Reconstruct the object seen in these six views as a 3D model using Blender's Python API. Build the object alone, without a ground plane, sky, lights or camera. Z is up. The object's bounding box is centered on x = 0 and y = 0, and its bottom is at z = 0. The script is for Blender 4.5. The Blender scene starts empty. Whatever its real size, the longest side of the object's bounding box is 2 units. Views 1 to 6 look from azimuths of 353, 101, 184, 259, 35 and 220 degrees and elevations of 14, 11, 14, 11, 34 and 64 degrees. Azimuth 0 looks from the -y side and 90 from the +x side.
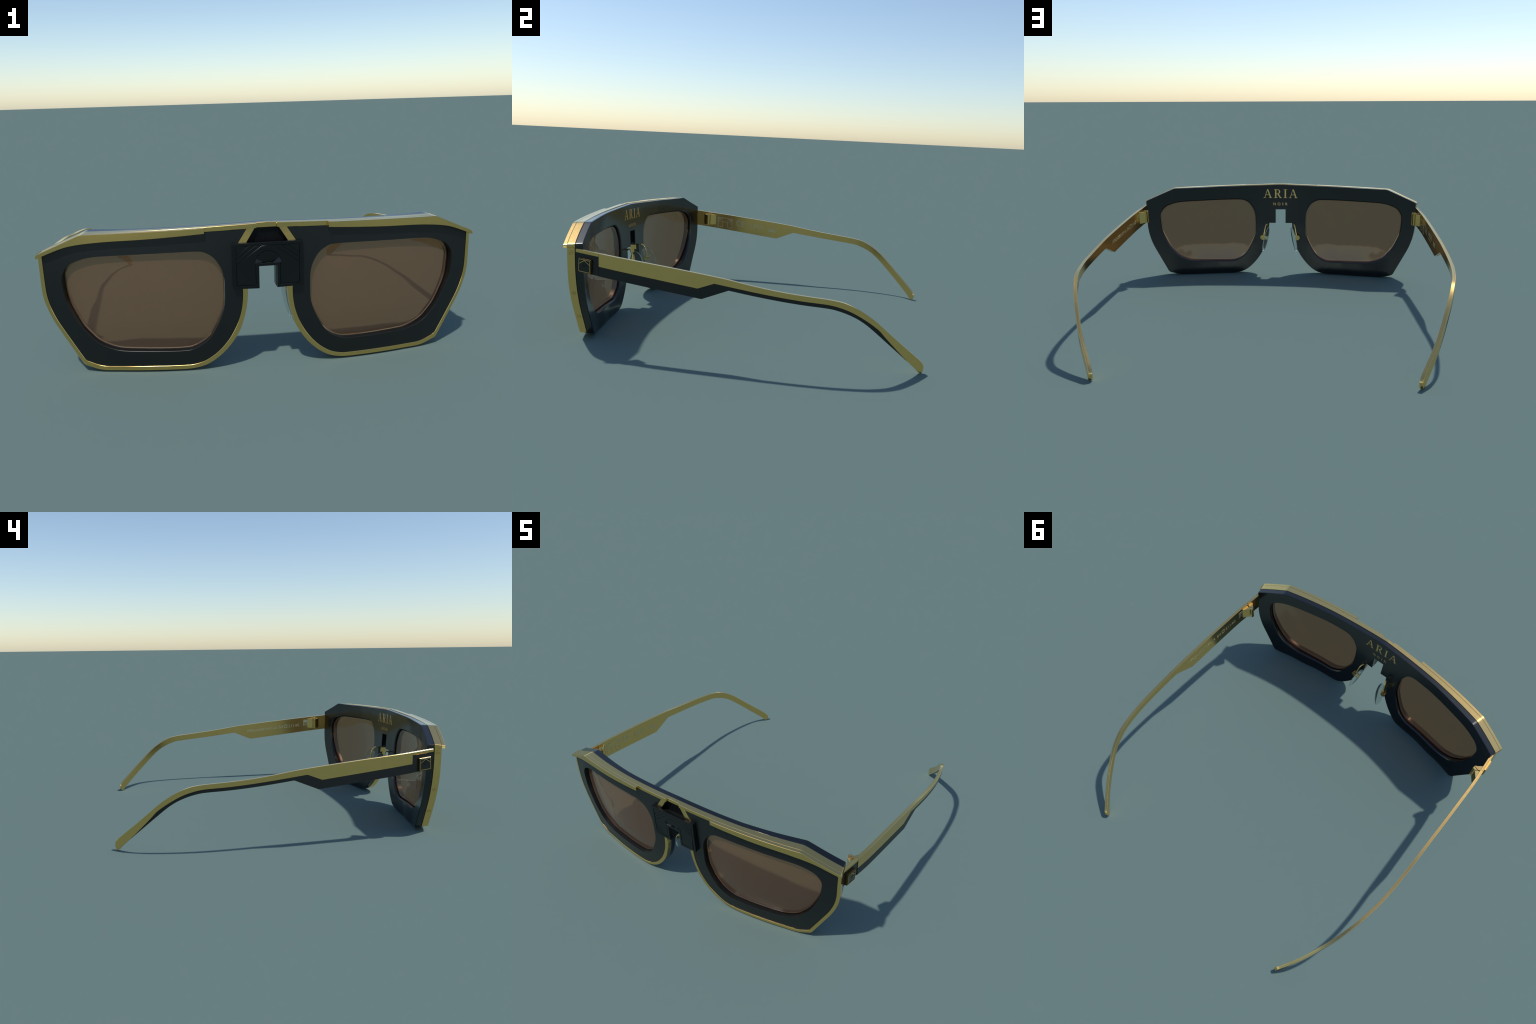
# Gold-rimmed black flat-top sunglasses with folded-out temples.
# Everything is symmetric about x = 0; the front is a gently bowed sheet stack
# described by outlines in (x, z) and a depth d behind the gold rim's front.
import bpy, bmesh, math
from mathutils import Vector, Matrix
from mathutils.geometry import delaunay_2d_cdt

# ------------------------------------------------------------------ materials
def principled(name, base, rough, metal=0.0, spec=0.5, coat=0.0, coat_rough=0.05,
               grain=None, bump=0.0, rough_var=0.0):
    m = bpy.data.materials.new(name)
    m.use_nodes = True
    nt = m.node_tree
    p = nt.nodes["Principled BSDF"]
    p.inputs["Base Color"].default_value = (*base, 1)
    p.inputs["Roughness"].default_value = rough
    p.inputs["Metallic"].default_value = metal
    p.inputs["Specular IOR Level"].default_value = spec
    p.inputs["Coat Weight"].default_value = coat
    p.inputs["Coat Roughness"].default_value = coat_rough
    if grain:
        tc = nt.nodes.new("ShaderNodeTexCoord")
        mp = nt.nodes.new("ShaderNodeMapping")
        mp.inputs["Scale"].default_value = grain
        nz = nt.nodes.new("ShaderNodeTexNoise")
        nz.inputs["Scale"].default_value = 1.0
        nz.inputs["Detail"].default_value = 3.0
        nt.links.new(tc.outputs["Object"], mp.inputs["Vector"])
        nt.links.new(mp.outputs["Vector"], nz.inputs["Vector"])
        if rough_var:
            mr = nt.nodes.new("ShaderNodeMapRange")
            mr.inputs["To Min"].default_value = rough - rough_var
            mr.inputs["To Max"].default_value = rough + rough_var
            nt.links.new(nz.outputs["Fac"], mr.inputs["Value"])
            nt.links.new(mr.outputs["Result"], p.inputs["Roughness"])
        if bump:
            b = nt.nodes.new("ShaderNodeBump")
            b.inputs["Strength"].default_value = bump
            b.inputs["Distance"].default_value = 0.001
            nt.links.new(nz.outputs["Fac"], b.inputs["Height"])
            nt.links.new(b.outputs["Normal"], p.inputs["Normal"])
    return m

GOLD = principled("brushed_gold", (0.90, 0.60, 0.21), 0.165, 1.0,
                  grain=(60, 60, 60), rough_var=0.02, bump=0.008)
GOLD_POLISHED = principled("polished_gold", (0.92, 0.63, 0.22), 0.10, 1.0)
GOLD_DARKENED = principled("gold_darkened_for_shade", (0.42, 0.24, 0.07), 0.28, 1.0)  # darker brown-gold, used for the badge body and the screw rings and bars
LETTER_GOLD = principled("letter_gold", (0.92, 0.64, 0.26), 0.24, 1.0)
MATT_BLACK = principled("matt_black", (0.002, 0.002, 0.0025), 0.5, spec=0.2)
BLACK = principled("black_acetate", (0.005, 0.006, 0.006), 0.34, spec=0.5,
                   grain=(25, 25, 25), rough_var=0.03)
BLACK_GLOSS = principled("black_lacquer", (0.004, 0.005, 0.006), 0.22, spec=0.5,
                         coat=0.35, coat_rough=0.10)
BLACK_BLOCK = principled("black_enamel", (0.003, 0.004, 0.004), 0.26, spec=0.38)
ENGRAVE = principled("pale_engraving", (0.66, 0.62, 0.44), 0.34, 0.85)

def lens_material():
    m = bpy.data.materials.new("brown_lens")
    m.use_nodes = True
    nt = m.node_tree
    nt.nodes.remove(nt.nodes["Principled BSDF"])
    out = nt.nodes["Material Output"]
    g = nt.nodes.new("ShaderNodeBsdfPrincipled")
    g.inputs["Base Color"].default_value = (0.435, 0.253, 0.150, 1)
    g.inputs["Transmission Weight"].default_value = 0.86
    g.inputs["Roughness"].default_value = 0.03
    g.inputs["IOR"].default_value = 1.45
    nt.links.new(g.outputs["BSDF"], out.inputs["Surface"])
    return m
LENS = lens_material()

def pad_material():
    m = bpy.data.materials.new("clear_silicone")
    m.use_nodes = True
    p = m.node_tree.nodes["Principled BSDF"]
    p.inputs["Base Color"].default_value = (0.82, 0.87, 0.84, 1)
    p.inputs["Transmission Weight"].default_value = 0.95
    p.inputs["Roughness"].default_value = 0.05
    p.inputs["IOR"].default_value = 1.10
    return m
PAD = pad_material()

# ------------------------------------------------------------------ utilities
ROOT = bpy.data.objects.new("sunglasses", None)
bpy.context.collection.objects.link(ROOT)
ROOT["label"] = "black and gold flat-top sunglasses with brown lenses"
ROOT["category"] = "sunglasses"

def make(name, verts, faces, mat, parent=ROOT, s=1, angle=28, smooth=True):
    """mesh object from lists; s = -1 mirrors it to the other side"""
    me = bpy.data.meshes.new(name)
    me.from_pydata([(s * v[0], v[1], v[2]) for v in verts], [], faces)
    bm = bmesh.new()
    bm.from_mesh(me)
    bmesh.ops.recalc_face_normals(bm, faces=bm.faces)
    bm.to_mesh(me)
    bm.free()
    me.polygons.foreach_set("use_smooth", [smooth] * len(me.polygons))
    if smooth:
        me.set_sharp_from_angle(angle=math.radians(angle))
    me.materials.append(mat)
    ob = bpy.data.objects.new(name, me)
    bpy.context.collection.objects.link(ob)
    ob.parent = parent
    return ob

def spline(pts, n=8, closed=False):
    """Catmull-Rom through points"""
    P = [Vector(p) for p in pts]
    N = len(P)
    out = []
    for i in range(N if closed else N - 1):
        if closed:
            a, b, c, d = P[i - 1], P[i], P[(i + 1) % N], P[(i + 2) % N]
        else:
            b, c = P[i], P[i + 1]
            a = P[i - 1] if i else b + (b - c)
            d = P[i + 2] if i + 2 < N else c + (c - b)
        for k in range(n):
            t = k / n
            out.append(0.5 * ((2 * b) + (c - a) * t + (2 * a - 5 * b + 4 * c - d) * t * t
                              + (3 * b - a - 3 * c + d) * t ** 3))
    if not closed:
        out.append(P[-1])
    return [tuple(p) for p in out]

def rounded(pts, seg=6):
    """polyline of (u, v[, radius]) with filleted inner corners (open)"""
    out = [tuple(pts[0][:2])]
    for i in range(1, len(pts) - 1):
        b = Vector(pts[i][:2])
        r = pts[i][2] if len(pts[i]) > 2 else 0
        if r == 0:
            out.append(tuple(b))
            continue
        a, c = Vector(pts[i - 1][:2]), Vector(pts[i + 1][:2])
        p, q = b + (a - b).normalized() * r, b + (c - b).normalized() * r
        for k in range(seg + 1):
            t = k / seg
            out.append(tuple(p * (1 - t) ** 2 + b * 2 * t * (1 - t) + q * t * t))
    out.append(tuple(pts[-1][:2]))
    return out

def dedupe(loop, eps=1e-5):
    out = []
    for p in loop:
        if not out or (Vector(p) - Vector(out[-1])).length > eps:
            out.append(tuple(p))
    if (Vector(out[0]) - Vector(out[-1])).length < eps:
        out.pop()
    return out

def resample(loop, step):
    loop = dedupe(loop)
    out = []
    for i, p in enumerate(loop):
        q = loop[(i + 1) % len(loop)]
        n = max(1, int(math.ceil((Vector(q) - Vector(p)).length / step)))
        for k in range(n):
            t = k / n
            out.append((p[0] + (q[0] - p[0]) * t, p[1] + (q[1] - p[1]) * t))
    return out

def area(loop):
    return 0.5 * sum(loop[i - 1][0] * loop[i][1] - loop[i][0] * loop[i - 1][1] for i in range(len(loop)))

def inside(loops, x, y):
    c = False
    for L in loops:
        j = len(L) - 1
        for i in range(len(L)):
            xi, yi = L[i]
            xj, yj = L[j]
            if (yi > y) != (yj > y) and x < (xj - xi) * (y - yi) / (yj - yi) + xi:
                c = not c
            j = i
    return c

def inset(loop, b):
    """offset every vertex to the left of the walking direction"""
    out = []
    n = len(loop)
    for i in range(n):
        a, p, c = Vector(loop[i - 1]), Vector(loop[i]), Vector(loop[(i + 1) % n])
        d1, d2 = (p - a).normalized(), (c - p).normalized()
        n1, n2 = Vector((-d1.y, d1.x)), Vector((-d2.y, d2.x))
        m = n1 + n2
        k = max(0.35, m.length_squared / 2)
        out.append(tuple(p + m * (b / k)))
    return out

def plate(name, outer, holes, d0, d1, mat, fmap, bev=0.003, hole_bev=None, back_hole_bev=None,
          parent=ROOT, s=1, step=0.02, grid=0.035, angle=28, soft=False):
    """solid sheet between depths d0 and d1 with chamfered edges, bent by fmap(u, v, d)"""
    loops = []
    for k, L in enumerate([outer] + list(holes)):
        L = resample(L, step)
        if (area(L) > 0) != (k == 0):
            L.reverse()
        loops.append(L)
    hb = bev if hole_bev is None else hole_bev
    bb = hb if back_hole_bev is None else back_hole_bev
    verts, faces, uvd = [], [], []
    def ring(lists, depth_of):
        idx = []
        for k, L in enumerate(lists):
            start = len(verts)
            for i, (u, v) in enumerate(L):
                verts.append(fmap(u, v, depth_of(k)))
                o = None
                if lists is loops:
                    t = Vector(L[(i + 1) % len(L)]) - Vector(L[i - 1])
                    o = (t.y, -t.x) if t.length < 1e-9 else (t.y / t.length, -t.x / t.length)
                uvd.append((u, v, depth_of(k), o))
            idx.append(list(range(start, start + len(L))))
        return idx
    fb = [bev if k == 0 else hb for k in range(len(loops))]
    kb = [bev if k == 0 else bb for k in range(len(loops))]
    Lf = [inset(L, fb[k]) if fb[k] else L for k, L in enumerate(loops)]
    Lb = [inset(L, kb[k]) if kb[k] else L for k, L in enumerate(loops)]
    R0 = ring(Lf, lambda k: d0)
    R1 = ring(loops, lambda k: d0 + fb[k]) if any(fb) else R0
    R2 = ring(loops, lambda k: d1 - kb[k])
    R3 = ring(Lb, lambda k: d1) if any(kb) else R2
    for A, B in ((R0, R1), (R1, R2), (R2, R3)):
        if A is B:
            continue
        for a, b in zip(A, B):
            n = len(a)
            for i in range(n):
                j = (i + 1) % n
                faces.append((a[i], a[j], b[j], b[i]))
    for lists, idx, dep in ((Lf, R0, d0), (Lb, R3, d1)):
        pts, eds, gid = [], [], []
        for L, ids in zip(lists, idx):
            st = len(pts)
            n = len(L)
            pts += [Vector(p) for p in L]
            gid += ids
            eds += [(st + i, st + (i + 1) % n) for i in range(n)]
        if grid:
            us = [p.x for p in pts]
            vs = [p.y for p in pts]
            nu, nv = int((max(us) - min(us)) / grid), int((max(vs) - min(vs)) / grid)
            nb = len(pts)
            for i in range(1, nu + 1):
                for j in range(1, nv + 1):
                    q = Vector((min(us) + i * grid, min(vs) + (j + 0.37 * (i % 2)) * grid))
                    if inside(lists, q.x, q.y) and min((q - p).length_squared for p in pts[:nb]) > (0.45 * grid) ** 2:
                        pts.append(q)
                        gid.append(len(verts))
                        verts.append(fmap(q.x, q.y, dep))
                        uvd.append((q.x, q.y, dep, None))
        V, _, T, ov, _, _ = delaunay_2d_cdt(pts, eds, [], 0, 1e-7)
        m = []
        for k, o in enumerate(ov):
            if o:
                m.append(gid[o[0]])
            else:
                m.append(len(verts))
                verts.append(fmap(V[k].x, V[k].y, dep))
                uvd.append((V[k].x, V[k].y, dep, None))
        for t in T:
            c = (V[t[0]] + V[t[1]] + V[t[2]]) / 3
            if inside(lists, c.x, c.y):
                faces.append(tuple(m[i] for i in t))
    ob = make(name, verts, faces, mat, parent, s, 180 if soft else angle)
    if soft:      # faces keep the sheet's own normals, only the chamfers turn
        N = [None] * len(verts)
        half = len(uvd)
        for k, (u, v, d, rim) in enumerate(uvd):
            n = sheet_normal(fmap, u, v, d)
            if rim is None:
                N[k] = n if d < (d0 + d1) / 2 else -n
            else:
                r = Vector(fmap(u + rim[0] * 0.01, v + rim[1] * 0.01, d)) - Vector(verts[k])
                N[k] = (r - n * r.dot(n)).normalized()
        ob.data.normals_split_custom_set_from_vertices([(s * n.x, n.y, n.z) for n in N])
    return ob

def union_data(polys, d0, d1, fmap):
    """sharp-edged solid of the union of overlapping polygons"""
    pts, eds = [], []
    for L in polys:
        st = len(pts)
        pts += [Vector(p) for p in L]
        eds += [(st + i, st + (i + 1) % len(L)) for i in range(len(L))]
    V, _, T, _, _, _ = delaunay_2d_cdt(pts, eds, [], 0, 1e-7)
    keep = []
    for t in T:
        c = (V[t[0]] + V[t[1]] + V[t[2]]) / 3
        if any(inside([L], c.x, c.y) for L in polys):
            keep.append(tuple(t))
    cnt = {}
    for t in keep:
        for i in range(3):
            e = (t[i], t[(i + 1) % 3])
            k = tuple(sorted(e))
            cnt.setdefault(k, []).append(e)
    n = len(V)
    verts = [fmap(v.x, v.y, d0) for v in V] + [fmap(v.x, v.y, d1) for v in V]
    faces = keep + [tuple(i + n for i in reversed(t)) for t in keep]
    for k, es in cnt.items():
        if len(es) == 1:
            a, b = es[0]
            faces.append((b, a, a + n, b + n))
    used = sorted({i for f in faces for i in f})
    ren = {o: i for i, o in enumerate(used)}
    return [verts[i] for i in used], [tuple(ren[i] for i in f) for f in faces]

def union_plate(name, polys, d0, d1, mat, fmap, parent=ROOT, s=1):
    v, f = union_data(polys, d0, d1, fmap)
    return make(name, v, f, mat, parent, s, 25)

def merge(parts):
    V, F = [], []
    for v, f in parts:
        o = len(V)
        V += v
        F += [tuple(i + o for i in t) for t in f]
    return V, F

def tube(path, r, n=12):
    P = [Vector(p) for p in path]
    V, F = [], []
    t0 = (P[1] - P[0]).normalized()
    nrm = t0.orthogonal().normalized()
    for i, p in enumerate(P):
        t = ((P[i + 1] if i + 1 < len(P) else P[i]) - (P[i - 1] if i else P[i])).normalized()
        nrm = (nrm - t * nrm.dot(t)).normalized()
        bn = t.cross(nrm)
        for k in range(n):
            a = 2 * math.pi * k / n
            V.append(tuple(p + (nrm * math.cos(a) + bn * math.sin(a)) * r))
    for i in range(len(P) - 1):
        for k in range(n):
            F.append((i * n + k, i * n + (k + 1) % n, (i + 1) * n + (k + 1) % n, (i + 1) * n + k))
    F.append(tuple(range(n)))
    F.append(tuple((len(P) - 1) * n + k for k in range(n)))
    return V, F

def prism(poly, w0, w1, fmap, bev=0.0):
    """extruded polygon with optional chamfer on both ends"""
    L = list(poly)
    if area(L) < 0:
        L.reverse()
    n = len(L)
    rings = [(inset(L, bev), w0), (L, w0 + bev), (L, w1 - bev), (inset(L, bev), w1)] if bev else [(L, w0), (L, w1)]
    V, F = [], []
    for R, w in rings:
        V += [fmap(u, v, w) for u, v in R]
    for k in range(len(rings) - 1):
        for i in range(n):
            j = (i + 1) % n
            F.append((k * n + i, k * n + j, (k + 1) * n + j, (k + 1) * n + i))
    F.append(tuple(range(n)))
    F.append(tuple((len(rings) - 1) * n + i for i in range(n)))
    return V, F

def arc(cx, cy, r, a0, a1, n):
    return [(cx + r * math.cos(math.radians(a0 + (a1 - a0) * k / n)),
             cy + r * math.sin(math.radians(a0 + (a1 - a0) * k / n))) for k in range(n + 1)]

def mir(L):
    return [(-x, z) for x, z in reversed(L)]

# ------------------------------------------------------- bowed front coordinates
def ramp(t, a, b):
    return min(1.0, max(0.0, (t - a) / (b - a)))

def face_y(x, z):
    """front of the gold rim: flat over the nose, wrapping back towards the temples"""
    x = abs(x)
    under = 0.008 * ramp(z, 0.22, 0.02) * ramp(x, 0.12, 0.25) * ramp(x, 0.82, 0.66)
    return under + (-0.9304 + -0.0791 * x + -0.065 * z + 0.189 * x * x + -0.0323 * z * z + 0.0444 * x * z
            + 0.0498 * x ** 3 + 0.0664 * z ** 3 + -0.1627 * x * x * z + 0.1669 * x * z * z)

def front(x, z, d):
    """outline point (x, z) at depth d; the stack is thinner over the nose than at the temples"""
    a, sg = abs(x), (1 if x >= 0 else -1)
    slope = a / 3.6 * (1 - 0.45 * ramp(z, 0.34, 0.20))
    m = 1.0
    if d > 0:      # thicker towards the temples and along the bottom, rolled off at the very foot
        up = ramp(z, 0.30, 0.50)
        m = 0.77 + 0.23 * max(ramp(a, 0.32 + 0.10 * up, 0.62 + 0.18 * up), 0.5 * ramp(z, 0.36, 0.05)) - 0.10 * ramp(z, 0.030, 0.004)
        m -= 0.12 * ramp(z, 0.17, 0.05) * ramp(a, 0.56, 0.66) * ramp(a, 0.80, 0.72)
    k = 1 / math.sqrt(1 + slope * slope)
    lean = 0.03 + 0.075 * ramp(a, 0.6, 0.95) * ramp(z, 0.30, 0.50) - 0.08 * ramp(z, 0.20, 0.03)
    return (x - sg * d * k * slope, face_y(a, z) + d * k * m, z + lean * d)

def lens_front(x, z, d):
    """the lens is a deeper dome than the sheet it sits in"""
    u, v = (abs(x) - 0.53) / 0.345, (z - 0.32) / 0.225
    p = front(x, z, d + 0.007 * ramp(abs(x), 0.60, 0.30) + 0.002)
    return (p[0], p[1] - 0.011 * max(0.0, 1 - u * u) * max(0.0, 1 - v * v), p[2])

def sheet_normal(fmap, x, z, d):
    e = 0.004
    a = Vector(fmap(x + e, z, d)) - Vector(fmap(x - e, z, d))
    b = Vector(fmap(x, z + e, d)) - Vector(fmap(x, z - e, d))
    n = a.cross(b).normalized()
    return n if n.y < 0 else -n          # towards the front

NOSE_OUT = spline([(0.379, 0.0065), (0.333, 0.0095), (0.279, 0.023), (0.2250, 0.0565), (0.171, 0.111),
                   (0.128, 0.177), (0.106, 0.238), (0.0925, 0.298), (0.088, 0.345), (0.087, 0.3735)], 6)
NOSE_IN = spline([(0.37, 0.026), (0.33, 0.029), (0.279, 0.0455), (0.2245, 0.084), (0.1755, 0.140),
                  (0.1405, 0.2025), (0.120, 0.26), (0.1105, 0.314), (0.1085, 0.350), (0.1085, 0.3735)], 6)
TOP = [(0.0, 0.6575), (0.263, 0.6480), (0.772, 0.633, 0.012), (0.9705, 0.546, 0.006)]
SIDE_OUT = rounded([(0.972, 0.546), (0.972, 0.530), (0.9685, 0.527), (0.9685, 0.345, 0.05), (0.936, 0.2495, 0.04),
                    (0.8195, 0.033, 0.012), (0.743, 0.0060, 0.03), (0.60, 0.0060), (0.379, 0.0065)])
SIDE_IN = rounded([(0.9525, 0.537), (0.950, 0.345, 0.05), (0.9215, 0.259, 0.04), (0.809, 0.0545, 0.012),
                   (0.737, 0.0262, 0.03), (0.60, 0.0262), (0.37, 0.026)])
BAR_LOW = spline([(0.947, 0.5405), (0.858, 0.575), (0.8015, 0.5885), (0.7405, 0.5965), (0.66, 0.603),
                  (0.51, 0.609), (0.35, 0.6185), (0.263, 0.6245)], 5)
LENS_HOLE = spline([(0.838, 0.5005), (0.8035, 0.517), (0.755, 0.530), (0.70, 0.5355), (0.62, 0.539), (0.43, 0.5445),
                    (0.305, 0.5455), (0.2665, 0.5395), (0.231, 0.5175), (0.2065, 0.4835), (0.193, 0.4505), (0.187, 0.411),
                    (0.187, 0.333), (0.1905, 0.2935), (0.2035, 0.253), (0.2275, 0.201), (0.26, 0.1500), (0.29, 0.124),
                    (0.325, 0.1055), (0.365, 0.097), (0.48, 0.097), (0.62, 0.1015), (0.667, 0.1075), (0.7125, 0.1235),
                    (0.748, 0.1435), (0.776, 0.172), (0.812, 0.2165), (0.846, 0.282), (0.8675, 0.3365), (0.875, 0.3945),
                    (0.8755, 0.444), (0.8605, 0.477)], 5, closed=True)
top_half = rounded(TOP + [(0.972, 0.530)])[:-1]

# gold rim: one C-shaped band per eye, meeting a set-back bar over the bridge
rim_half = ([(0.0445, 0.6555)] + top_half[1:] + SIDE_OUT + NOSE_OUT
            + list(reversed(NOSE_IN)) + list(reversed(SIDE_IN)) + BAR_LOW + [(0.262, 0.6285), (0.0445, 0.6345)])
brow_half = ([(0.263, 0.6480)] + top_half[2:] + [(0.972, 0.530), (0.958, 0.533)] + BAR_LOW)
for s in (1, -1):
    plate("rim", rim_half, [], 0.0, 0.0395, GOLD, front, 0.0012, s=s, grid=None, step=0.015)
    plate("brow_plate", brow_half, [], -0.0195, -0.0006, GOLD, front, 0.0012, s=s, grid=None, step=0.015)
plate("bridge_bar", [(-0.0442, 0.6555), (0, 0.6575), (0.0442, 0.6555), (0.0442, 0.6345), (-0.0442, 0.6345)], [],
      0.013, 0.0395, GOLD, front, 0.0015, grid=None)

# black face panel in front, full black panel behind
notch = [(0.0375, 0.3735), (0.0375, 0.4735)]
hood = [(0.050, 0.637), (0.0955, 0.567)]
g = 0.0006   # hairline seam to the gold
panel_half = ([(0.262, 0.630 - g), (0.050, 0.637 - g)])
face_right = ([(0.0955, 0.562), (0.050, 0.6338)] + [(0.2615, 0.6278)]
              + [(x, z - g) for x, z in reversed(BAR_LOW)] + [(x - g, z) for x, z in SIDE_IN]
              + [(x + g, z + g) for x, z in NOSE_IN[1:]] + [(0.0375, 0.3735), (0.0375, 0.4735)])
face_outline = face_right + mir(face_right)
holes = [LENS_HOLE, mir(LENS_HOLE)]
plate("face_panel", face_outline, holes, 0.0030, 0.0392, BLACK, front, 0.0008, hole_bev=0.0006, step=0.02)
back_right = ([(0.0, 0.6535), (0.263, 0.6445)] + [(x - 0.001, z - 0.001) for x, z in top_half[2:]] + [(x, z) for x, z in SIDE_OUT[3:]]
              + NOSE_OUT[1:] + [(0.0375, 0.3735), (0.0375, 0.4735)])
back_outline = back_right + mir(back_right[1:])
plate("back_panel", back_outline, holes, 0.0399, 0.080, BLACK_GLOSS, front, 0.003, hole_bev=0.001,
      back_hole_bev=0.006, step=0.016, grid=0.024)

# lenses
for s in (1, -1):
    L = resample(LENS_HOLE, 0.012)
    if area(L) < 0:
        L.reverse()
    plate("lens", inset(L, 0.0012), [], 0.028, 0.056, LENS, lens_front, 0.007, s=s, step=0.012, grid=0.03, soft=True)

# ------------------------------------------------------------- bridge ornament
# hood recess floor with fanned ribs
plate("hood_floor", [(-0.0955, 0.555), (0.0955, 0.555), (0.049, 0.636), (-0.049, 0.636)], [], 0.031, 0.0392,
      MATT_BLACK, front, 0.0, grid=None)
for k in range(3):
    xt, xb = -0.030 + k * 0.017, -0.058 + k * 0.026
    union_plate("hood_rib", [[(xb - 0.0012, 0.566), (xb + 0.0012, 0.566), (xt + 0.001, 0.632), (xt - 0.001, 0.632)]],
                0.0298, 0.0309, MATT_BLACK, front)
def strut_map(x, z, d):          # the struts lean out towards the block
    return front(x, z, d - 0.0045 * ramp(z, 0.630, 0.574))
for s in (1, -1):
    plate("bridge_strut", [(0.0835, 0.6365), (0.0470, 0.6420), (0.0440, 0.6520), (0.0425, 0.6500), (0.0905, 0.5735), (0.1245, 0.5735)], [],
          0.0004, 0.030, GOLD, strut_map, 0.0004, s=s, grid=None)

block_right = [(0.149, 0.5765), (0.149, 0.3785), (0.0385, 0.3745), (0.0385, 0.4735)]
block_outline = block_right + mir(block_right)
fan_hole = [(0.050, 0.487)] + arc(0, 0.482, 0.056, 6, 174, 20) + [(-0.050, 0.487)]
block = plate("bridge_block", block_outline, [fan_hole], -0.0155, -0.0062, BLACK_BLOCK, front, 0.0008, step=0.05, grid=None)
for s in (1, -1):      # solid cheeks behind the face; the middle is hollow and open at the top
    plate("block_cheek", [(0.1485, 0.5755), (0.1485, 0.379), (0.039, 0.375), (0.039, 0.470), (0.098, 0.500), (0.098, 0.5755)], [],
          -0.0048, 0.0028, BLACK_BLOCK, front, 0.0008, parent=block, s=s, step=0.05, grid=None)
plate("block_lintel", [(-0.097, 0.500), (-0.0385, 0.4735), (0.0385, 0.4735), (0.097, 0.500)], [], -0.0058, 0.030,
      MATT_BLACK, front, 0.0005, parent=block, step=0.05, grid=None)
inner_right = [(0.136, 0.5640), (0.136, 0.3905), (0.0515, 0.3875), (0.0515, 0.4865)]
inner_outline = inner_right + mir(inner_right)
plate("block_border", block_outline, [inner_outline], -0.0200, -0.0152, BLACK_BLOCK, front, 0.0006, parent=block, grid=None, step=0.05)
gr = 0.0021
xi, xm, zt, zb = 0.136 - gr, 0.0515 + gr, 0.564 - gr, 0.3905 + gr
def hatch_line(off):        # point pair where a hatch line meets the side and the top
    return (xi, zt - 0.74 * off), (xi - off, zt)
cuts = [0.049, 0.077, 0.105]
for s in (1, -1):
    prev = None
    for c in cuts:
        a, b = hatch_line(c - gr)
        if prev is None:
            poly = [(xi, zt), a, b]
        else:
            a0, b0 = hatch_line(prev + gr)
            poly = [a0, a, b, b0]
        plate("block_chevron", poly, [], -0.0192, -0.0152, BLACK_BLOCK, front, 0.0005, parent=block, s=s, grid=None, step=0.2)
        prev = c
a, b = hatch_line(cuts[-1] + gr)
arch_right = [(b[0], zt), a, (xi, zb), (xm, zb - 0.001), (xm, 0.4895)]
arch_poly = arch_right + arc(0, 0.482, 0.058, 8, 172, 22) + mir(arch_right)
plate("block_arch", arch_poly, [], -0.0192, -0.0152, BLACK_BLOCK, front, 0.0005, parent=block, grid=None, step=0.2)
# raised triangular facets on the two legs
for s in (1, -1):
    V = [front(xi - 0.002, 0.470, -0.0191), front(xi - 0.002, zb + 0.002, -0.0191), front(xm + 0.004, zb + 0.002, -0.0191),
         front(xi - 0.002, zb + 0.002, -0.0225)]
    make("leg_facet", V, [(0, 1, 2), (0, 1, 3), (1, 2, 3), (0, 2, 3)], BLACK_BLOCK, block, s, smooth=False)
# sunburst: flush wedges with slots between, the outermost pair scooped upwards
blades = 7
for k in range(blades):
    a0 = 6 + k * (168 / blades)
    a1 = a0 + 168 / blades
    lo, hi = -0.0191, -0.0191
    if k == 0:
        hi = -0.0115
    elif k == blades - 1:
        lo = -0.0115
    P = lambda r, a, d: front(r * math.cos(math.radians(a)), 0.482 + r * math.sin(math.radians(a)), d)
    g0, g1 = 2.2, 0.2          # slots narrow towards the rim of the fan
    V = [P(r, a, d) for d0_, d1_ in ((lo, hi), (-0.0095, -0.0095)) for r, a, d in
         ((0.018, a0 + g0, d0_), (0.0572, a0 - g1, d0_), (0.0572, a1 + g1, d1_), (0.018, a1 - g0, d1_))]
    make("sunburst_blade", V, [(0, 1, 2, 3), (4, 5, 6, 7), (0, 1, 5, 4), (1, 2, 6, 5), (2, 3, 7, 6), (3, 0, 4, 7)],
         BLACK_BLOCK, block, smooth=False)
plate("fan_floor", [(0.052, 0.486)] + arc(0, 0.482, 0.057, 4, 176, 16) + [(-0.052, 0.486)], [], -0.0100, -0.0066, BLACK_BLOCK, front, 0, parent=block, grid=None)

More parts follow.
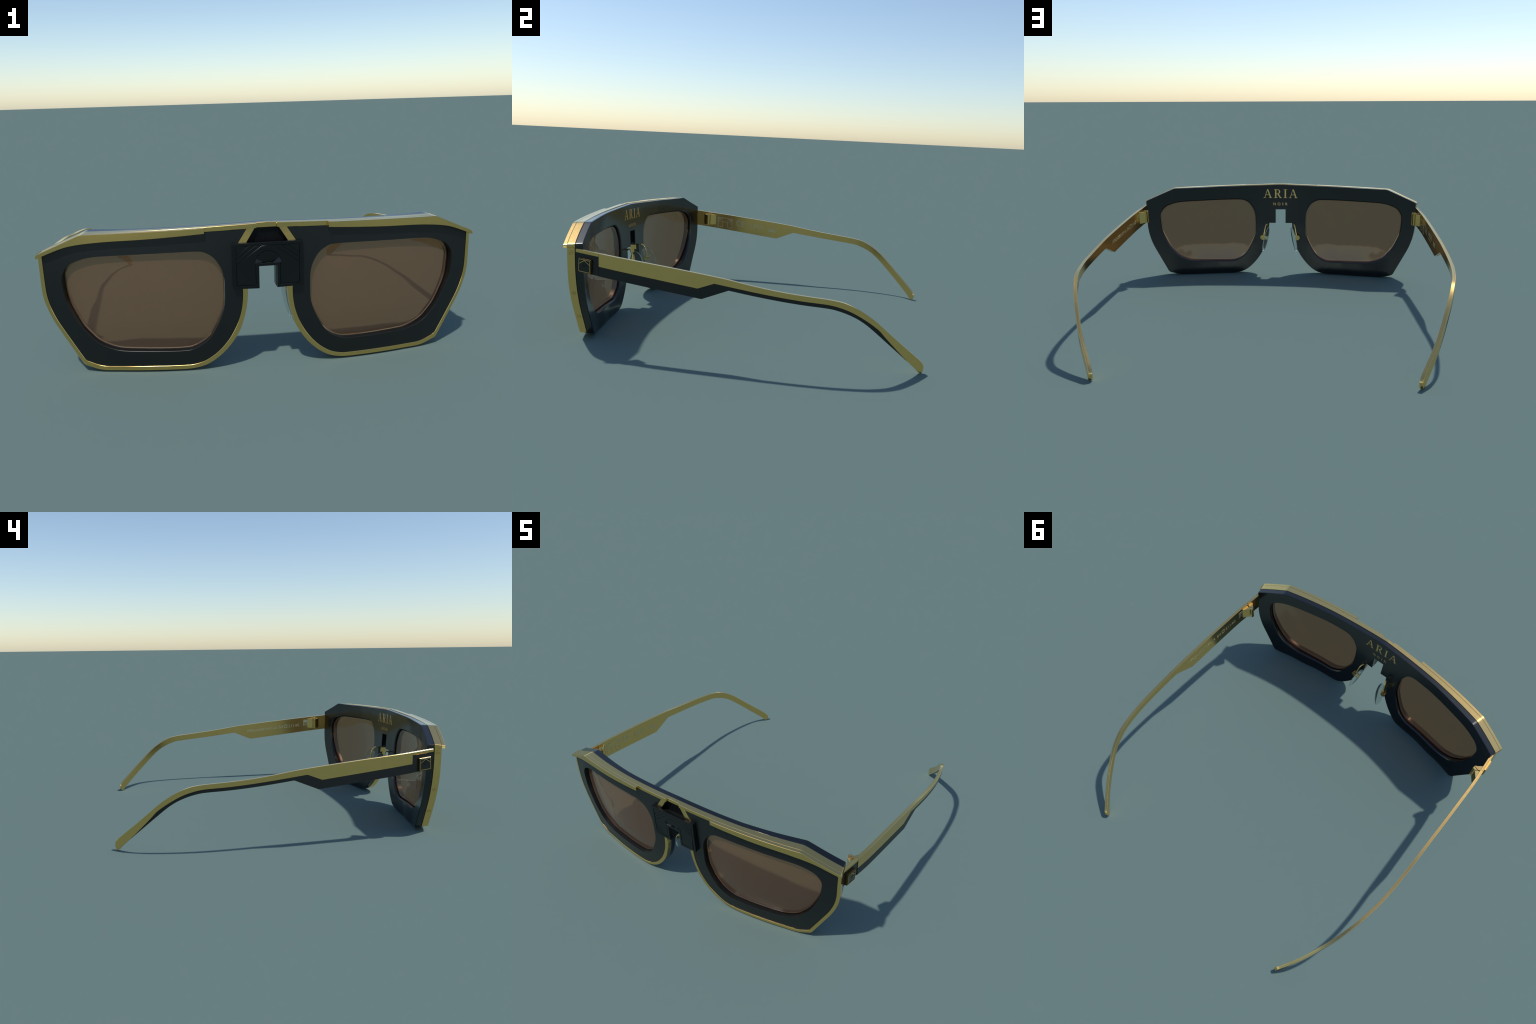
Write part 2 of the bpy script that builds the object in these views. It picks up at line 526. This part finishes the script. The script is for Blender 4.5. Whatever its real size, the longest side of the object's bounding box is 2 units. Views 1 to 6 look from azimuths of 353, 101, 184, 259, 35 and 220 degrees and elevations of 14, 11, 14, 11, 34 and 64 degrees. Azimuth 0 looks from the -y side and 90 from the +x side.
# ------------------------------------------------------------------ lettering
def letter_A(u):
    return [[(u + 0.44, 1.02), (u + 0.58, 1.02), (u + 0.95, 0.03), (u + 0.78, 0.03)],
            [(u + 0.455, 0.98), (u + 0.515, 1.0), (u + 0.195, 0.03), (u + 0.125, 0.03)],
            [(u + 0.24, 0.34), (u + 0.76, 0.34), (u + 0.76, 0.395), (u + 0.24, 0.395)],
            [(u + 0.0, 0.0), (u + 0.32, 0.0), (u + 0.32, 0.045), (u + 0.0, 0.045)],
            [(u + 0.65, 0.0), (u + 1.03, 0.0), (u + 1.03, 0.045), (u + 0.65, 0.045)]]
def letter_I(u):
    return [[(u + 0.13, 0.0), (u + 0.29, 0.0), (u + 0.29, 1.0), (u + 0.13, 1.0)],
            [(u, 0.0), (u + 0.42, 0.0), (u + 0.42, 0.045), (u, 0.045)],
            [(u, 0.955), (u + 0.42, 0.955), (u + 0.42, 1.0), (u, 1.0)]]
def letter_R(u):
    outer = arc(u + 0.47, 0.735, 0.265, 90, -90, 14)
    inner = arc(u + 0.45, 0.735, 0.215, -90, 90, 14)
    inner = [(u + 0.45 + (x - u - 0.45) * 0.66, z) for x, z in inner]
    bowl = [(u + 0.25, 1.0)] + outer + [(u + 0.25, 0.47), (u + 0.25, 0.52)] + inner + [(u + 0.25, 0.95)]
    return [letter_I(u)[0], letter_I(u)[1], [(u, 0.955), (u + 0.3, 0.955), (u + 0.3, 1.0), (u, 1.0)], bowl,
            [(u + 0.38, 0.49), (u + 0.55, 0.49), (u + 0.83, 0.06), (u + 0.95, 0.03), (u + 0.95, 0.0), (u + 0.70, 0.0)]]
SERIF_WORD = [letter_A(0), letter_R(1.27), letter_I(2.42), letter_A(3.05)]

def glyph(body):
    """outline of a word in the built-in face as a flat mesh (unit cap height)"""
    cu = bpy.data.curves.new("glyph", "FONT")
    cu.body = body
    cu.size = 1.0
    cu.resolution_u = 3
    ob = bpy.data.objects.new("glyph", cu)
    bpy.context.collection.objects.link(ob)
    dg = bpy.context.evaluated_depsgraph_get()
    me = bpy.data.meshes.new_from_object(ob.evaluated_get(dg))
    V = [tuple(v.co[:2]) for v in me.vertices]
    F = [tuple(p.vertices) for p in me.polygons]
    bpy.data.objects.remove(ob)
    bpy.data.curves.remove(cu)
    bpy.data.meshes.remove(me)
    u0, u1 = min(v[0] for v in V), max(v[0] for v in V)
    v0, v1 = min(v[1] for v in V), max(v[1] for v in V)
    return V, F, (u0, u1, v0, v1)

def word(body, u0, u1, height, fmap, d0, d1, v0=0.0):
    """a word stretched between u0 and u1 as a thin solid"""
    V, F, (a, b, c, e) = glyph(body)
    q = [(u0 + (v[0] - a) / (b - a) * (u1 - u0), v0 + (v[1] - c) / (e - c) * height) for v in V]
    n = len(q)
    verts = [fmap(x, z, d0) for x, z in q] + [fmap(x, z, d1) for x, z in q]
    faces = list(F) + [tuple(i + n for i in reversed(f)) for f in F]
    cnt = {}
    for f in F:
        for i in range(len(f)):
            e2 = (f[i], f[(i + 1) % len(f)])
            cnt.setdefault(tuple(sorted(e2)), []).append(e2)
    for es in cnt.values():
        if len(es) == 1:
            i, j = es[0]
            faces.append((j, i, i + n, j + n))
    return verts, faces

cap = 0.0620
back_text = lambda u, v, d: front(0.1270 - u * cap, 0.5570 + v * cap, d)
for L in SERIF_WORD:
    union_plate("letter", L, 0.0801, 0.0812, LETTER_GOLD, back_text)
for ch, a, b in (("N", 0.0540, 0.0350), ("O", 0.0215, 0.0005), ("I", -0.0155, -0.0195), ("R", -0.0365, -0.0525)):
    v, f = word(ch, a, b, 0.0195, lambda u, w, d: front(u, 0.5035 + w, d), 0.0801, 0.0811)
    make("letter", v, f, LETTER_GOLD, angle=25)

# -------------------------------------------------------------------- temples
BULGE = spline([(-0.82, 0.955), (-0.749, 0.963), (-0.60, 0.9765), (-0.518, 0.9815), (-0.296, 0.9885), (-0.046, 0.9945), (0.133, 0.998),
                (0.26, 0.9965), (0.383, 0.989), (0.515, 0.969), (0.587, 0.952), (0.648, 0.934), (0.697, 0.916),
                (0.748, 0.894), (0.813, 0.863), (0.88, 0.826), (0.948, 0.781), (1.0, 0.746)], 6)
def bulge(y):
    y = min(max(y, BULGE[0][0]), BULGE[-1][0])
    for (a, p), (b, q) in zip(BULGE, BULGE[1:]):
        if a <= y <= b:
            return p + (q - p) * (y - a) / (b - a)
def temple_map(y, z, d):
    sl = (bulge(y + 0.02) - bulge(y - 0.02)) / 0.04
    k = 1 / math.sqrt(1 + sl * sl)
    return (bulge(y) - d * k, y + d * k * sl, z - 0.0025 * ramp(y, 0.45, 0.15) + 0.002 * ramp(y, 0.45, 0.60) * ramp(y, 0.985, 0.93))

ARM_TOP = spline([(-0.657, 0.5165), (-0.4, 0.4935), (-0.2, 0.4745), (0, 0.453), (0.13, 0.4335), (0.26, 0.4155),
                  (0.383, 0.4025), (0.48, 0.393), (0.53, 0.3865), (0.587, 0.374), (0.65, 0.346), (0.70, 0.315),
                  (0.75, 0.276), (0.813, 0.217), (0.88, 0.154), (0.945, 0.093), (0.972, 0.068), (0.985, 0.051),
                  (0.9905, 0.033), (0.9885, 0.014), (0.981, 0.0000), (0.970, 0.0060)], 4)
ARM_LOW = spline([(0.030, 0.397), (0.139, 0.384), (0.264, 0.3695), (0.386, 0.3575), (0.508, 0.3465), (0.565, 0.334),
                  (0.627, 0.310), (0.676, 0.282), (0.725, 0.243), (0.815, 0.160), (0.905, 0.074), (0.955, 0.024)], 4)
SPLIT = spline([(-0.043, 0.424), (0.13, 0.4035), (0.264, 0.388), (0.386, 0.3755), (0.508, 0.3645), (0.57, 0.350),
                (0.627, 0.3275), (0.688, 0.292), (0.751, 0.2455), (0.784, 0.209), (0.82, 0.168), (0.895, 0.0845)], 4)
T = 0.0175
arm_profile = ARM_TOP + list(reversed(ARM_LOW)) + [(-0.1065, 0.3405), (-0.5, 0.3825), (-0.657, 0.399)]
gold_skin = ARM_TOP + [ARM_LOW[-1], ARM_LOW[-3]] + list(reversed(SPLIT)) + [(-0.127, 0.3915), (-0.657, 0.449)]
low_tail = [p for p in ARM_LOW if p[0] < 0.905]
inlay = [(-0.657, 0.4482), (-0.127, 0.3907)] + [(y, z - 0.0006) for y, z in SPLIT] + list(reversed(low_tail)) + [(-0.1065, 0.3405), (-0.5, 0.3825), (-0.657, 0.399)]

SLOPE = -0.097
def badge_map(s_unused=None):
    c, sn = math.cos(SLOPE), math.sin(SLOPE)
    def f(u, v, d):
        return temple_map(-0.7315 + u * c - v * sn * 0.3, 0.4475 + u * sn + v * c, d)
    return f
badge_xy = badge_map()

def frame_polys(h, w):
    return [[(-h, -h), (h, -h), (h, -h + w), (-h, -h + w)], [(-h, h - w), (h, h - w), (h, h), (-h, h)],
            [(-h, -h), (-h + w, -h), (-h + w, h), (-h, h)], [(h - w, -h), (h, -h), (h, h), (h - w, h)]]

for s in (1, -1):
    arm = plate("temple", arm_profile, [], 0.0062, T, GOLD, temple_map, 0.0007, s=s, step=0.03, grid=None)
    plate("temple_skin", gold_skin, [], 0.0, 0.0061, GOLD, temple_map, 0.0007, parent=arm, s=s, step=0.03, grid=None)
    plate("temple_inlay", inlay, [], 0.0008, 0.0060, BLACK, temple_map, 0.0008, parent=arm, s=s, step=0.03, grid=None)
    # end piece between the front and the hinge
    end = plate("end_piece", [(-0.800, 0.5305), (-0.6585, 0.5168), (-0.6585, 0.3992), (-0.800, 0.413)], [], 0.0062, T, GOLD,
                temple_map, 0.0012, s=s, step=0.03, grid=None)
    plate("end_strip", [(-0.790, 0.5295), (-0.6585, 0.5168), (-0.6585, 0.499), (-0.790, 0.5117)], [], 0.0004, 0.0060, GOLD,
          temple_map, 0.001, parent=end, s=s, step=0.03, grid=None)
    plate("end_inlay", [(-0.790, 0.5110), (-0.6585, 0.4983), (-0.6585, 0.3992), (-0.790, 0.412)], [], 0.0035, 0.0060, BLACK,
          temple_map, 0.0008, parent=end, s=s, step=0.03, grid=None)
    badge = plate("badge", [(-0.036, -0.0365), (0.036, -0.0365), (0.036, 0.0365), (-0.036, 0.0365)], [], -0.0085, 0.0033,
                  GOLD_DARKENED, badge_xy, 0.0005, s=s, step=0.05, grid=None)
    plate("badge_face", [(-0.0345, -0.035), (0.0345, -0.035), (0.0345, 0.035), (-0.0345, 0.035)], [], -0.0100, -0.0087,
          BLACK_GLOSS, badge_xy, 0.0005, parent=badge, s=s, step=0.05, grid=None)
    w = 0.0024
    lines = [[(-0.0312, 0.006), (-0.0312, 0.0090), (-0.0005, 0.0300), (0.0005, 0.0300 - 0.003)],
             [(0.0312, 0.006), (0.0312, 0.0090), (0.0005, 0.0300), (-0.0005, 0.0300 - 0.003)]]
    union_plate("badge_outline", frame_polys(0.0322, w) + lines, -0.0130, -0.0101, GOLD_POLISHED, badge_xy, badge, s)
    for k in range(5):
        a0 = 20 + k * 29
        poly = [(0.006 * math.cos(math.radians(a0)), -0.006), (0.020 * math.cos(math.radians(a0)), -0.006 + 0.022 * math.sin(math.radians(a0))),
                (0.020 * math.cos(math.radians(a0 + 22)), -0.006 + 0.022 * math.sin(math.radians(a0 + 22)))]
        union_plate("badge_ray", [poly], -0.0110, -0.0102, BLACK_GLOSS, badge_xy, badge, s)
    # hinge: two leaves running to a barrel, with a slotted screw
    hm = lambda u, v, w_: (u, v, w_)
    sec_a = [(0.9585, -0.7060)] + arc(0.9245, -0.655, 0.0165, 215, 130, 8) + [(0.9305, -0.652), (0.9625, -0.6605)]
    sec_b = [(0.9625, -0.6565), (0.9315, -0.6495)] + arc(0.9245, -0.655, 0.0158, 110, 75, 4) + [(0.9535, -0.6060), (0.9665, -0.5980)]
    hin = make("hinge", *prism(sec_a, 0.417, 0.4975, hm, 0.002), GOLD_POLISHED, s=s, angle=35)
    make("hinge_leaf", *prism(sec_b, 0.4175, 0.4965, hm, 0.002), GOLD_POLISHED, hin, s, 35)
    disc = [arc(0.9245, -0.655, 0.0150, 20 + 8, 200 - 8, 12), arc(0.9245, -0.655, 0.0150, 200 + 8, 380 - 8, 12)]
    make("hinge_screw", *merge([prism(p, 0.4970, 0.5040, hm, 0.0008) for p in disc]), GOLD_POLISHED, hin, s, 35)

# ------------------------------------------------- engravings on the inner faces
def inner_right(u, v, d):      # +x temple reads towards the front (decreasing y)
    return temple_map(-u, 0.4025 - 0.0818 * (-u + 0.081) * 1.02 + v - 0.006, T + d)
def inner_left(u, v, d):       # -x temple reads towards the tip (increasing y)
    return temple_map(u, 0.4205 - 0.097 * (u + 0.329) + v, T + d)
E0, E1 = 0.0001, 0.0006
parts = [word("MTRCA-00001NFT-NR", 0.081, 0.338, 0.0195, inner_right, E0, E1)]
make("engraved_text", *merge(parts), ENGRAVE, s=1, angle=25)
parts = [word("54", 0.354, 0.3905, 0.0235, inner_right, E0, E1), word("21", 0.437, 0.466, 0.0235, inner_right, E0, E1),
         word("140", 0.480, 0.532, 0.0235, inner_right, E0, E1)]
sq = lambda u, v, d: inner_right(0.414 + u, 0.013 + v, d)
parts.append(union_data(frame_polys(0.014, 0.0048), E0, E1, sq))
make("engraved_text", *merge(parts), ENGRAVE, s=1, angle=25)
emblem = [[(0.569, 0.0), (0.577, 0.0), (0.577, 0.0275), (0.597, 0.0275), (0.597, 0.0), (0.605, 0.0), (0.605, 0.050), (0.569, 0.050)],
          [(0.583, 0.004), (0.589, 0.004), (0.589, 0.0185), (0.583, 0.0185)]]
make("engraved_emblem", *union_data(emblem, E0, E1, inner_right), ENGRAVE, s=1, angle=25)

wm = lambda u, v, d: inner_left(-0.329 + u * 0.0262 * 1.07, v * 0.0262, d)
make("engraved_text", *merge([union_data(L, E0, E1, wm) for L in SERIF_WORD]), ENGRAVE, s=-1, angle=25)
parts = [word(c, -0.311 + i * 0.0205, -0.311 + i * 0.0205 + w_, 0.0095, inner_left, E0, E1, -0.0195)
         for i, (c, w_) in enumerate((("N", 0.009), ("O", 0.0095), ("I", 0.002), ("R", 0.008)))]
parts.append(word("888", -0.169, -0.116, 0.0265, inner_left, E0, E1, -0.0135))
make("engraved_text", *merge(parts), ENGRAVE, s=-1, angle=25)
def band(cx, cz, r0, r1, a0, a1):
    return arc(cx, cz, r1, a0, a1, 16) + arc(cx, cz, r0, a1, a0, 16)
ce = [band(-0.414, 0.0125, 0.0205, 0.0235, 70, 290), band(-0.414, 0.0125, 0.0145, 0.017, 75, 285),
      band(-0.374, 0.0125, 0.0205, 0.0235, 70, 290), band(-0.374, 0.0125, 0.0145, 0.017, 75, 285),
      [(-0.392, 0.0095), (-0.372, 0.0095), (-0.372, 0.0118), (-0.392, 0.0118)], [(-0.392, 0.0142), (-0.372, 0.0142), (-0.372, 0.0165), (-0.392, 0.0165)]]
make("engraved_mark", *union_data(ce, E0, E1, inner_left), ENGRAVE, s=-1, angle=25)
def strip(p, q, w_):
    p, q = Vector(p), Vector(q)
    n = (q - p).normalized()
    n = Vector((-n.y, n.x)) * w_ / 2
    return [tuple(p + n), tuple(p - n), tuple(q - n), tuple(q + n)]
e0, e1, z0, z1 = -0.585, -0.470, -0.0375, 0.036
leg, cr = 0.0375, 0.006
U = [(e0, z0), (e0 + leg, z0), (e0 + leg, cr), (e1 - leg, cr), (e1 - leg, z0), (e1, z0), (e1, z1), (e0, z1)]
emb = [strip(U[i], U[(i + 1) % 8], 0.0032) for i in range(8)]
emb += [strip((e0, z1 - 0.036), (e0 + 0.040, z1), 0.0026), strip((e1, z1 - 0.036), (e1 - 0.040, z1), 0.0026)]
for k in (0.010, 0.019, 0.028):
    emb += [strip((e0, z1 - k * 0.9), (e0 + k, z1), 0.0018), strip((e1, z1 - k * 0.9), (e1 - k, z1), 0.0018)]
emb += [strip((e0 + 0.006, z0 + 0.030), (e0 + leg, cr), 0.0016), strip((e1 - 0.006, z0 + 0.030), (e1 - leg, cr), 0.0016)]
make("engraved_emblem", *union_data(emb, E0, E1, inner_left), ENGRAVE, s=-1, angle=25)

# ------------------------------------------------------------------ rim screws
def side_frame(z, d):
    """point and outward tangent frame on the outer side wall"""
    L = SIDE_OUT
    for (x0, za), (x1, zb_) in zip(L[2:], L[3:]):
        if min(za, zb_) <= z <= max(za, zb_) and za != zb_:
            t = (z - za) / (zb_ - za)
            x = x0 + (x1 - x0) * t
            p = Vector(front(x, z, d))
            tz = (Vector(front(x1, zb_, d)) - Vector(front(x0, za, d))).normalized()
            ty = (Vector(front(x, z, d + 0.01)) - p).normalized()
            nrm = tz.cross(ty).normalized()
            if nrm.x < 0:
                nrm = -nrm
            return p, ty, tz, nrm
for s in (1, -1):
    for z, turn in ((0.503, 10), (0.287, 60), (0.143, 35)):
        p, ty, tz, nrm = side_frame(z, 0.0205)
        fm = lambda u, v, w_: tuple(p + ty * u + tz * v + nrm * w_)
        head = prism(arc(0, 0, 0.0092, 0, 345, 23), -0.002, 0.0009, fm, 0.0003)
        sc = make("rim_screw", *head, GOLD, s=s, angle=35)
        c_, n_ = math.cos(math.radians(turn)), math.sin(math.radians(turn))
        slot_shade = [(-0.0078 * c_ + 0.0011 * n_, -0.0078 * n_ - 0.0011 * c_), (0.0078 * c_ + 0.0011 * n_, 0.0078 * n_ - 0.0011 * c_),
                (0.0078 * c_ - 0.0011 * n_, 0.0078 * n_ + 0.0011 * c_), (-0.0078 * c_ - 0.0011 * n_, -0.0078 * n_ + 0.0011 * c_)]
        groove_shade = union_data([arc(0, 0, 0.0108, 0, 345, 23)], -0.002, 0.0004, fm)
        make("painted_groove_shade", *merge([groove_shade, prism(slot_shade, 0.0, 0.0012, fm)]), GOLD_DARKENED, sc, s=s, angle=35)  # raised dark ring and bar draw the shadow of a sunk groove and slot

# ------------------------------------------------------------------- nose pads
for s in (1, -1):
    top, bot = Vector((0.081, -0.846, 0.362)), Vector((0.123, -0.810, 0.174))
    c = (top + bot) / 2
    ax = (bot - top).normalized()
    wd = Vector((0.05, 0.99, -0.08))
    wd = (wd - ax * wd.dot(ax)).normalized()
    th = ax.cross(wd).normalized()
    V, F = [], []
    nu, nv = 28, 16
    for i in range(nv + 1):
        ph = math.pi * i / nv
        for k in range(nu):
            a = 2 * math.pi * k / nu
            sx = math.copysign(abs(math.cos(ph)) ** 0.85, math.cos(ph))
            r = math.sin(ph)
            V.append(tuple(c - ax * sx * 0.091 + wd * r * math.cos(a) * 0.049 * (1 - 0.12 * sx)
                           + th * r * math.copysign(abs(math.sin(a)) ** 0.8, math.sin(a)) * 0.0145))
    for i in range(nv):
        for k in range(nu):
            F.append((i * nu + k, i * nu + (k + 1) % nu, (i + 1) * nu + (k + 1) % nu, (i + 1) * nu + k))
    pad = make("nose_pad", V, F, PAD, s=s, angle=180)
    path = spline([(0.1015, -0.905, 0.345), (0.0985, -0.893, 0.362), (0.101, -0.878, 0.371), (0.107, -0.862, 0.357),
                   (0.113, -0.851, 0.325), (0.118, -0.846, 0.292)], 5)
    make("pad_arm", *tube(path, 0.0048), GOLD_POLISHED, pad, s, 60)
    st = Vector((0.1215, -0.856, 0.280))
    ya = Vector((0.15, 0.985, 0.02)).normalized()
    make("pad_box", *tube([st, st + ya * 0.002, st + ya * 0.024, st + ya * 0.026], 0.0180, 20), GOLD_POLISHED, pad, s, 40)
    make("pad_neck", *tube([(0.118, -0.848, 0.279), (0.103, -0.846, 0.275)], 0.0135, 14), GOLD_POLISHED, pad, s, 40)
    cap_c = Vector((0.1253, -0.8312, 0.2805))
    make("pad_screw", *tube([cap_c, cap_c + Vector((0.0004, 0.0015, 0)), cap_c + Vector((0.0005, 0.002, 0))], 0.0085, 16), GOLD_POLISHED, pad, s, 40)
    # gold tongue the arm is soldered to
    plate("pad_tongue", [(0.0835, 0.372), (0.103, 0.372), (0.103, 0.335), (0.0875, 0.335)], [], 0.0397, 0.060, GOLD, front, 0.001, parent=pad, s=s, grid=None)
